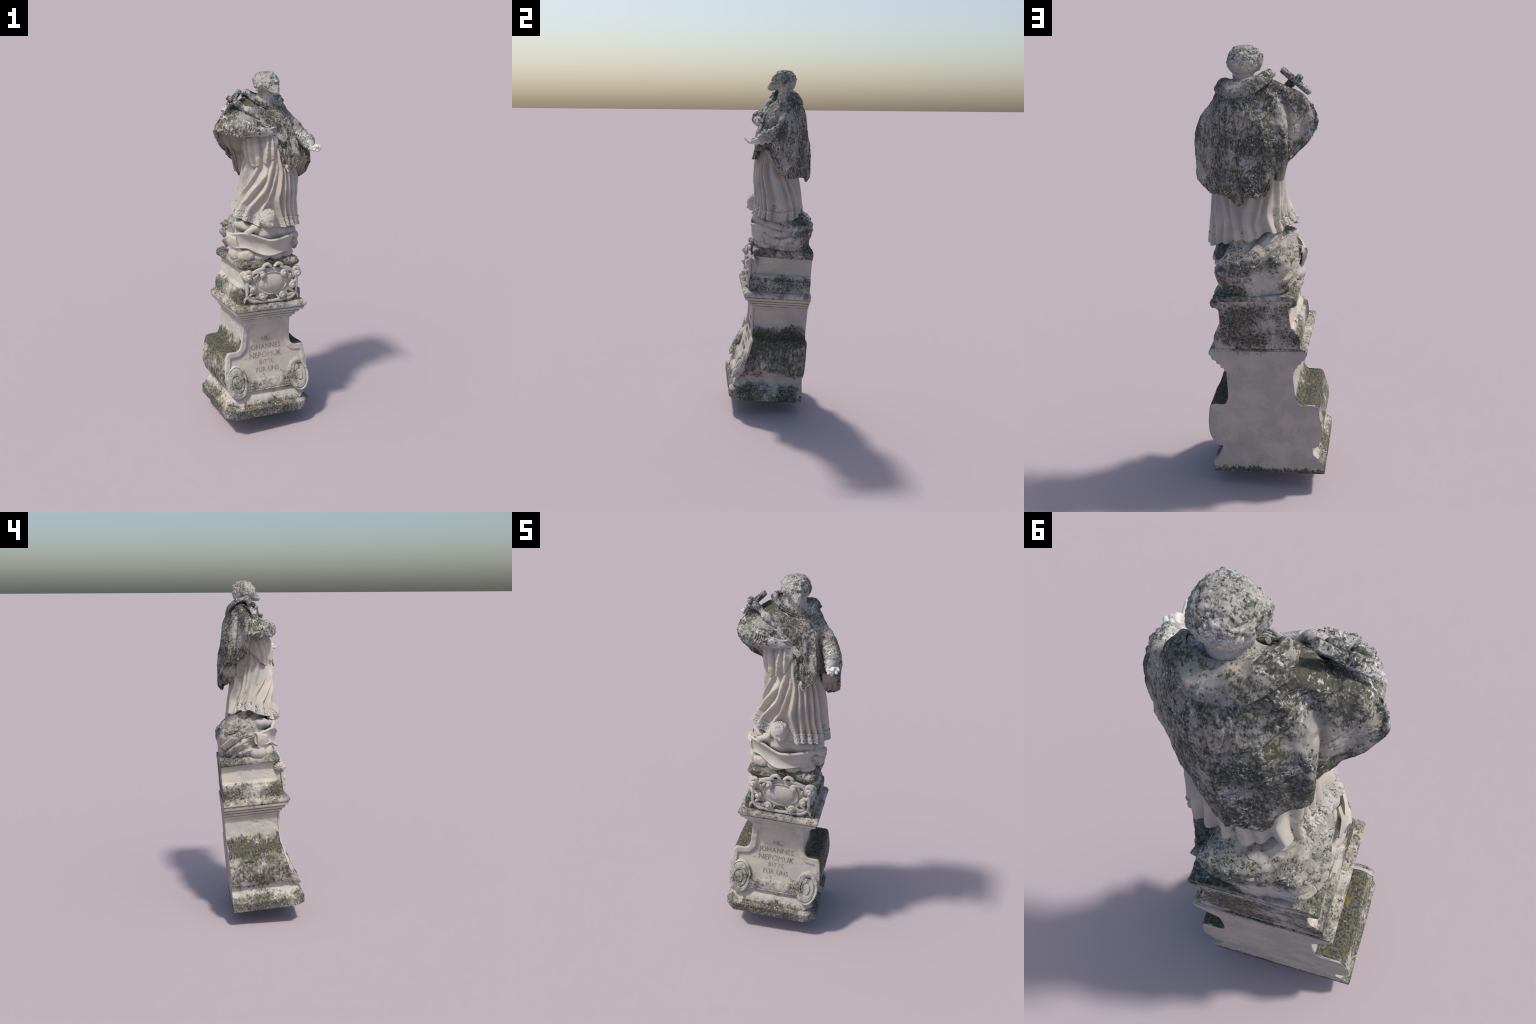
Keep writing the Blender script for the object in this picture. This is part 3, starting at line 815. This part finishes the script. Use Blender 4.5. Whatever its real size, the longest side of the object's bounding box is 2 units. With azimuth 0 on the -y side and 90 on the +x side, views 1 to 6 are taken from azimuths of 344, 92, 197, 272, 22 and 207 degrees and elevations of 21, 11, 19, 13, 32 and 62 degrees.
relief_h += fbm(g, 13, 3, 80) * .004 * calm + calm * 0 + fbm(g, 60, 3, 81) * .0016 - np.clip(noise(g, 45, 82) - .45, 0, 1) * .004


def cut(pts, depth, width):
    """Incised line on the back of the cape given in the x,z plane."""
    d2 = np.full((NU, NV), 9.)
    p = np.array(pts)
    q = np.stack([g[..., 0], g[..., 2]], -1)
    for a, b in zip(p[:-1], p[1:]):
        ab = b - a
        t = np.clip(((q - a) @ ab) / (ab @ ab), 0, 1)
        d2 = np.minimum(d2, np.linalg.norm(q - a - t[..., None] * ab, axis=-1))
    return np.where(g[..., 1] > -.235, -depth * np.exp(-(d2 / width) ** 2), 0)


for pts in ([(.022, 1.72), (.02, 1.56), (.018, 1.45), (.014, 1.33)], [(.015, 1.585), (-.09, 1.63), (-.165, 1.69), (-.24, 1.745)], [(.012, 1.46), (-.09, 1.49), (-.175, 1.565), (-.28, 1.66)], [(.015, 1.585), (.07, 1.60), (.13, 1.625)], [(.012, 1.445), (.07, 1.44), (.15, 1.46), (.2, 1.47)]):
    relief_h += cut(pts, .0045, .0032)
g = g + n * relief_h[..., None]
Geo().shell(g, True, .013, ref=(0, -.2, 1.55)).build("cape", M_cape)
# little tassel under the flap
Geo().grid(roughen(sweep(spline([(.066, -.372, 1.415), (.072, -.376, 1.395), (.082, -.374, 1.372)], 14), [.012, .007, .003], [.004, .004, .002], 14, up=(0, -1, 0)), .003, 60, 6), True).build("tassel", M_robe)

# hood collar
ring = spline([(.02, -.262, 1.715), (.06, -.254, 1.728), (.09, -.234, 1.755), (.10, -.200, 1.768), (.085, -.165, 1.762), (.05, -.143, 1.752), (0, -.135, 1.748), (-.05, -.140, 1.760), (-.09, -.157, 1.778), (-.118, -.185, 1.793), (-.130, -.22, 1.797), (-.118, -.250, 1.785), (-.085, -.264, 1.757), (-.035, -.266, 1.727)], 200, closed=True)
lip = ring.copy()
nape = spline([(.02, -.258, 1.716), (.05, -.250, 1.733), (.068, -.235, 1.768), (.066, -.215, 1.786), (.052, -.196, 1.789), (.030, -.186, 1.787), (0, -.183, 1.786), (-.030, -.186, 1.788), (-.055, -.194, 1.792), (-.080, -.205, 1.800), (-.098, -.222, 1.803), (-.098, -.245, 1.79), (-.075, -.259, 1.76), (-.032, -.262, 1.73)], 200, closed=True)
t = np.linspace(0, 1, 26)
g = lip[:, None] + (nape - lip)[:, None] * t[None, :, None]
g[..., 2] += .010 * np.sin(t * math.pi)[None]
rear = np.clip((lip[:, 1] + .235) / .06, 0, 1)
drop = np.stack([lip + (lip - np.array((-.01, -.21, 1.745))) * .03 * k - np.array((0, 0, 1)) * (.004 + .022 * rear[:, None]) * (k / 3) for k in (3, 2, 1)], 1)
g = np.concatenate([drop, g], 1)
g = roughen(g, .0035, 26, 90, 4)
Geo().shell(g, True, .010, ref=(0, -.2, 1.6)).build("hood_collar", M_cape)

# lining: the cloth hanging inside the lifted side of the cape
for edge_o, edge_i, deep, ref, mt in (
        ([(-.280, -.228, 1.602), (-.254, -.222, 1.545), (-.220, -.204, 1.50), (-.170, -.176, 1.455), (-.140, -.168, 1.37)], [(-.125, -.280, 1.600), (-.122, -.262, 1.54), (-.118, -.245, 1.49), (-.117, -.225, 1.44), (-.114, -.205, 1.36)], .020, (-.2, 0, 1.5), M_lining),
        ([(-.168, -.110, 1.452), (-.130, -.088, 1.418), (-.100, -.072, 1.380), (-.072, -.062, 1.330)], [(-.140, -.180, 1.450), (-.122, -.165, 1.405), (-.100, -.140, 1.365), (-.070, -.128, 1.325)], 0, (-.1, -.1, 1.6), M_cape),
        ([(.232, -.312, 1.445), (.240, -.292, 1.42), (.236, -.268, 1.385), (.222, -.245, 1.35)], [(.160, -.342, 1.465), (.162, -.315, 1.43), (.164, -.290, 1.39), (.164, -.262, 1.345)], .012, (.2, 0, 1.4), M_lining)):
    edge_o, edge_i = spline(edge_o, 60), spline(edge_i, 60)
    t = np.linspace(0, 1, 60)
    g = edge_o[:, None] + (edge_i - edge_o)[:, None] * t[None, :, None]
    g[..., 1] += deep * np.sin(t * math.pi)[None] + .006 * np.sin(t * 17)[None] * np.linspace(.2, 1, 60)[:, None] + fbm(g, 20, 3, 88) * .004
    Geo().shell(g, False, .010, ref=ref).build("cape_lining", mt)

# neck, spreading to fill the collar
inner_ring = nape.copy()
inner_ring[:, 2] -= .008
base = np.linspace(0, 1, 34)
th = np.arctan2(inner_ring[:, 1] + .215, inner_ring[:, 0] + .010)
ctr = lambda k: np.array((-.010 + .004 * k, -.210 - .035 * k, 1.745 + .075 * k))
neck_r = np.stack([np.cos(th) * .043, np.sin(th) * .043, 0 * th], -1)
lv = []
for k in base:
    e = min(1, k / .55)
    w = 1 - (1 - e) ** 1.6
    zr = inner_ring.copy()
    circle = ctr(k) + neck_r
    lv.append(zr * (1 - w) + circle * w)
g = np.stack(lv, 1)
g = roughen(g, .003, 24, 92)
Geo().grid(g, True, False, True).build("neck", M_chest)

# ----------------------------------------------------------------------------- head
HC = np.array((-.011, -.243, 1.846))
b, dd = ball((0, 0, 0), (1, 1, 1), 200, 140)
FA = 22
r = .063 + 0 * dd[..., 0]
for az, p, h, w in ((FA, 18, .005, 40), (FA, 10, .013, 7), (FA, 19, .007, 6), (FA, 28, .003, 6), (FA - 4, -25, .036, 21), (FA - 8, -30, .010, 12), (FA - 16, 25, -.014, 8), (FA + 16, 25, -.014, 8), (FA - 14, 37, .003, 10), (FA + 14, 37, .003, 10), (FA, -2, -.006, 5), (FA - 8, -3, -.005, 5), (FA + 8, -3, -.005, 5), (FA, -9, .005, 6), (FA - 10, 3, .004, 5), (FA + 10, 3, .004, 5), (FA - 34, 0, .005, 20), (FA + 34, 0, .004, 20),
                    (FA, 62, .0, 25), (FA - 30, 72, .0, 30), (FA - 98, 2, .015, 26), (FA - 120, 18, .008, 24), (FA - 85, -28, .004, 20), (FA + 92, -8, .006, 28), (FA + 120, 25, .004, 30), (FA + 180, 5, .002, 45), (FA, -75, -.012, 35)):
    r = r + h * bump(dd, az, p, w)
face = np.clip(bump(dd, FA, 8, 66) * 1.8, 0, 1)
curl = np.abs(noise(dd, 3.6, 100)) * .014 - .004 + noise(dd, 9, 102) * .002
left_hair = bump(dd, FA - 100, 10, 50)
r = r + (1 - face) * (curl * (.35 + .9 * left_hair)) + fbm(dd, 7, 3, 101) * .0022
beard = bump(dd, FA - 4, -25, 26)
r = r + beard * (noise(dd, 6, 103) * .008 + noise(dd, 13, 104) * .003)
pt = dd * r[..., None]
pt[..., 2] = np.where(pt[..., 2] > .058, .058 + (pt[..., 2] - .058) * .35, pt[..., 2])
Geo().grid(HC + pt * np.array((1.0, 1.0, 1.03)), True).build("head", M_head)

# ----------------------------------------------------------------------------- arms and hands
# right arm: bunched sleeve from the elbow, then forearm and hand across the chest
path = spline([(-.272, -.245, 1.615), (-.248, -.285, 1.612), (-.214, -.330, 1.618), (-.175, -.358, 1.618), (-.125, -.365, 1.610)], 120)
g = sweep(path, [.020, .032, .040, .040, .032], [.022, .038, .049, .044, .032], 90)
n = grid_normals(g, True)
tt = np.linspace(0, 1, g.shape[1])[None]
wr = (.35 - np.abs(noise(g * np.array((1.6, 1, .55)) + .02 * fbm(g, 15, 2, 109)[..., None], 62, 110))) * .014 + fbm(g, 30, 3, 111) * .006 - .004
if (n[:, 60] * (g[:, 60] - g[:, 60].mean(0))).sum() < 0:
    n = -n
g = g + n * wr[..., None]
Geo().grid(g, True, True, True).build("sleeve", M_chest)
path = spline([(-.15, -.360, 1.612), (-.10, -.368, 1.605), (-.06, -.364, 1.598), (-.03, -.355, 1.597)], 50)
Geo().grid(roughen(sweep(path, [.026, .024, .021, .018], [.028, .026, .022, .02], 40), .003, 40, 112), True).build("forearm", M_chest)
b, dd = ball((-.028, -.352, 1.598), (.030, .016, .020), 40, 28)
hand = Geo().grid(b, True)
for i, (z0, z1, l) in enumerate(((1.612, 1.606, .030), (1.603, 1.596, .036), (1.594, 1.586, .036), (1.586, 1.578, .030))):
    hand.grid(sweep(spline([(-.022, -.362 + .003 * i, z0), (-.004, -.363 + .002 * i, (z0 + z1) / 2), (-.022 + l, -.350, z1)], 16), [.0065, .006, .0045], None, 12), True)
hand.grid(sweep(spline([(-.045, -.365, 1.612), (-.025, -.372, 1.622), (-.005, -.366, 1.621)], 14), [.007, .006, .004], None, 12), True)
hand.build("hand", M_chest)

# left arm: sleeve under the cape edge, cuff ruffle, open hand
path = spline([(.150, -.245, 1.60), (.180, -.275, 1.565), (.198, -.305, 1.555), (.203, -.335, 1.542), (.203, -.362, 1.528)], 90)
g = sweep(path, [.034, .038, .038, .036, .032], [.036, .040, .040, .037, .031], 70)
n = grid_normals(g, True)
if (n[:, 45] * (g[:, 45] - g[:, 45].mean(0))).sum() < 0:
    n = -n
tt = np.linspace(0, 1, g.shape[1])[None]
g = g + n * ((fbm(g, 30, 4, 115) * .007) + np.sin(tt * 45 + 3 * noise(g, 18, 116)) * .003)[..., None]
Geo().grid(g, True, True, True).build("sleeve", M_chest)
b, dd = ball((.213, -.396, 1.516), (.028, .030, .015), 60, 40)
hand = Geo().grid(b + dd * (fbm(b, 55, 3, 118) * .007)[..., None], True)
for pts, rad in (([(.214, -.415, 1.508), (.215, -.432, 1.504), (.215, -.448, 1.514), (.213, -.461, 1.527)], [.008, .0055, .0042, .003]), ([(.200, -.412, 1.512), (.198, -.426, 1.508)], [.008, .006]), ([(.226, -.408, 1.520), (.236, -.422, 1.514)], [.009, .007]), ([(.235, -.395, 1.525), (.243, -.408, 1.524)], [.009, .006]), ([(.195, -.385, 1.525), (.188, -.400, 1.524)], [.008, .006])):
    hand.grid(sweep(spline(pts, 16), rad, None, 12), True)
hand.build("hand", M_white)

# ----------------------------------------------------------------------------- crucifix
crucifix = bpy.data.objects.new("crucifix", None); bpy.context.scene.collection.objects.link(crucifix); crucifix.parent = root


def beam(a, b, w, dpt, face, name):
    a, b = np.array(a, float), np.array(b, float)
    t = (b - a) / np.linalg.norm(b - a)
    f = np.array(face, float); f -= t * (f @ t); f /= np.linalg.norm(f)
    s = np.cross(t, f)
    k = .004
    sec = []
    for cx, cy in ((1, 1), (-1, 1), (-1, -1), (1, -1)):
        ex, ey = cx * w / 2, cy * dpt / 2
        pair = [(ex - cx * k, ey), (ex, ey - cy * k)]
        sec += pair[::-1] if cx * cy > 0 else pair
    L_ = np.linalg.norm(b - a)
    st_ = np.linspace(0, L_, max(4, int(L_ / .006)))
    g = np.stack([[a + t * q + s * ex * (1 if 0 < i < len(st_) - 1 else .9) + f * ey * (1 if 0 < i < len(st_) - 1 else .9) for i, q in enumerate(st_)] for ex, ey in sec])
    g = g + (fbm(g, 40, 2, 120) * .0015)[..., None]
    return Geo().grid(g, True, True, True).build(name, M_chest, crucifix, angle=35)


face = (-.35, -.75, .55)
beam((-.238, -.250, 1.774), (-.03, -.345, 1.618), .026, .018, face, "crucifix_shaft")
beam((-.03, -.345, 1.618), (.046, -.368, 1.553), .030, .016, (-.1, -.9, .3), "crucifix_shaft")
beam((-.163, -.243, 1.806), (-.268, -.270, 1.700), .028, .020, face, "crucifix_bar")
f = np.array(face); f /= np.linalg.norm(f)
C0 = np.array((-.204, -.262, 1.745)) + f * .014
ax = np.array((.209, -.09, -.142)); ax /= np.linalg.norm(ax)
bx = np.array((-.099, -.025, -.102)); bx /= np.linalg.norm(bx)
fig = Geo()
for pts, rad in (([C0 + ax * .0, C0 + ax * .025 + f * .003, C0 + ax * .05 + f * .002, C0 + ax * .07 + f * .006], [.014, .018, .014, .013]),
                 ([C0 + ax * .07 + f * .006, C0 + ax * .095 + f * .016 + bx * .006, C0 + ax * .128 + f * .006, C0 + ax * .15 + f * .004], [.013, .014, .011, .008]),
                 ([C0 + ax * .07 + f * .004, C0 + ax * .10 + f * .012 - bx * .010, C0 + ax * .13 + f * .004, C0 + ax * .155 + f * .004], [.012, .013, .010, .007]),
                 ([C0 + ax * .008, C0 + bx * .03 - ax * .004 + f * .002, C0 + bx * .058 - ax * .010], [.009, .007, .005]),
                 ([C0 + ax * .008, C0 - bx * .03 - ax * .004 + f * .002, C0 - bx * .050 - ax * .008], [.009, .007, .005])):
    fig.grid(roughen(sweep(spline(pts, 24), rad, None, 14), .003, 70, 121), True)
hb, _ = ball(C0 - ax * .018 + f * .008 + bx * .006, (.013, .013, .013), 24, 16)
fig.grid(hb, True)
fig.build("corpus", M_chest, crucifix)
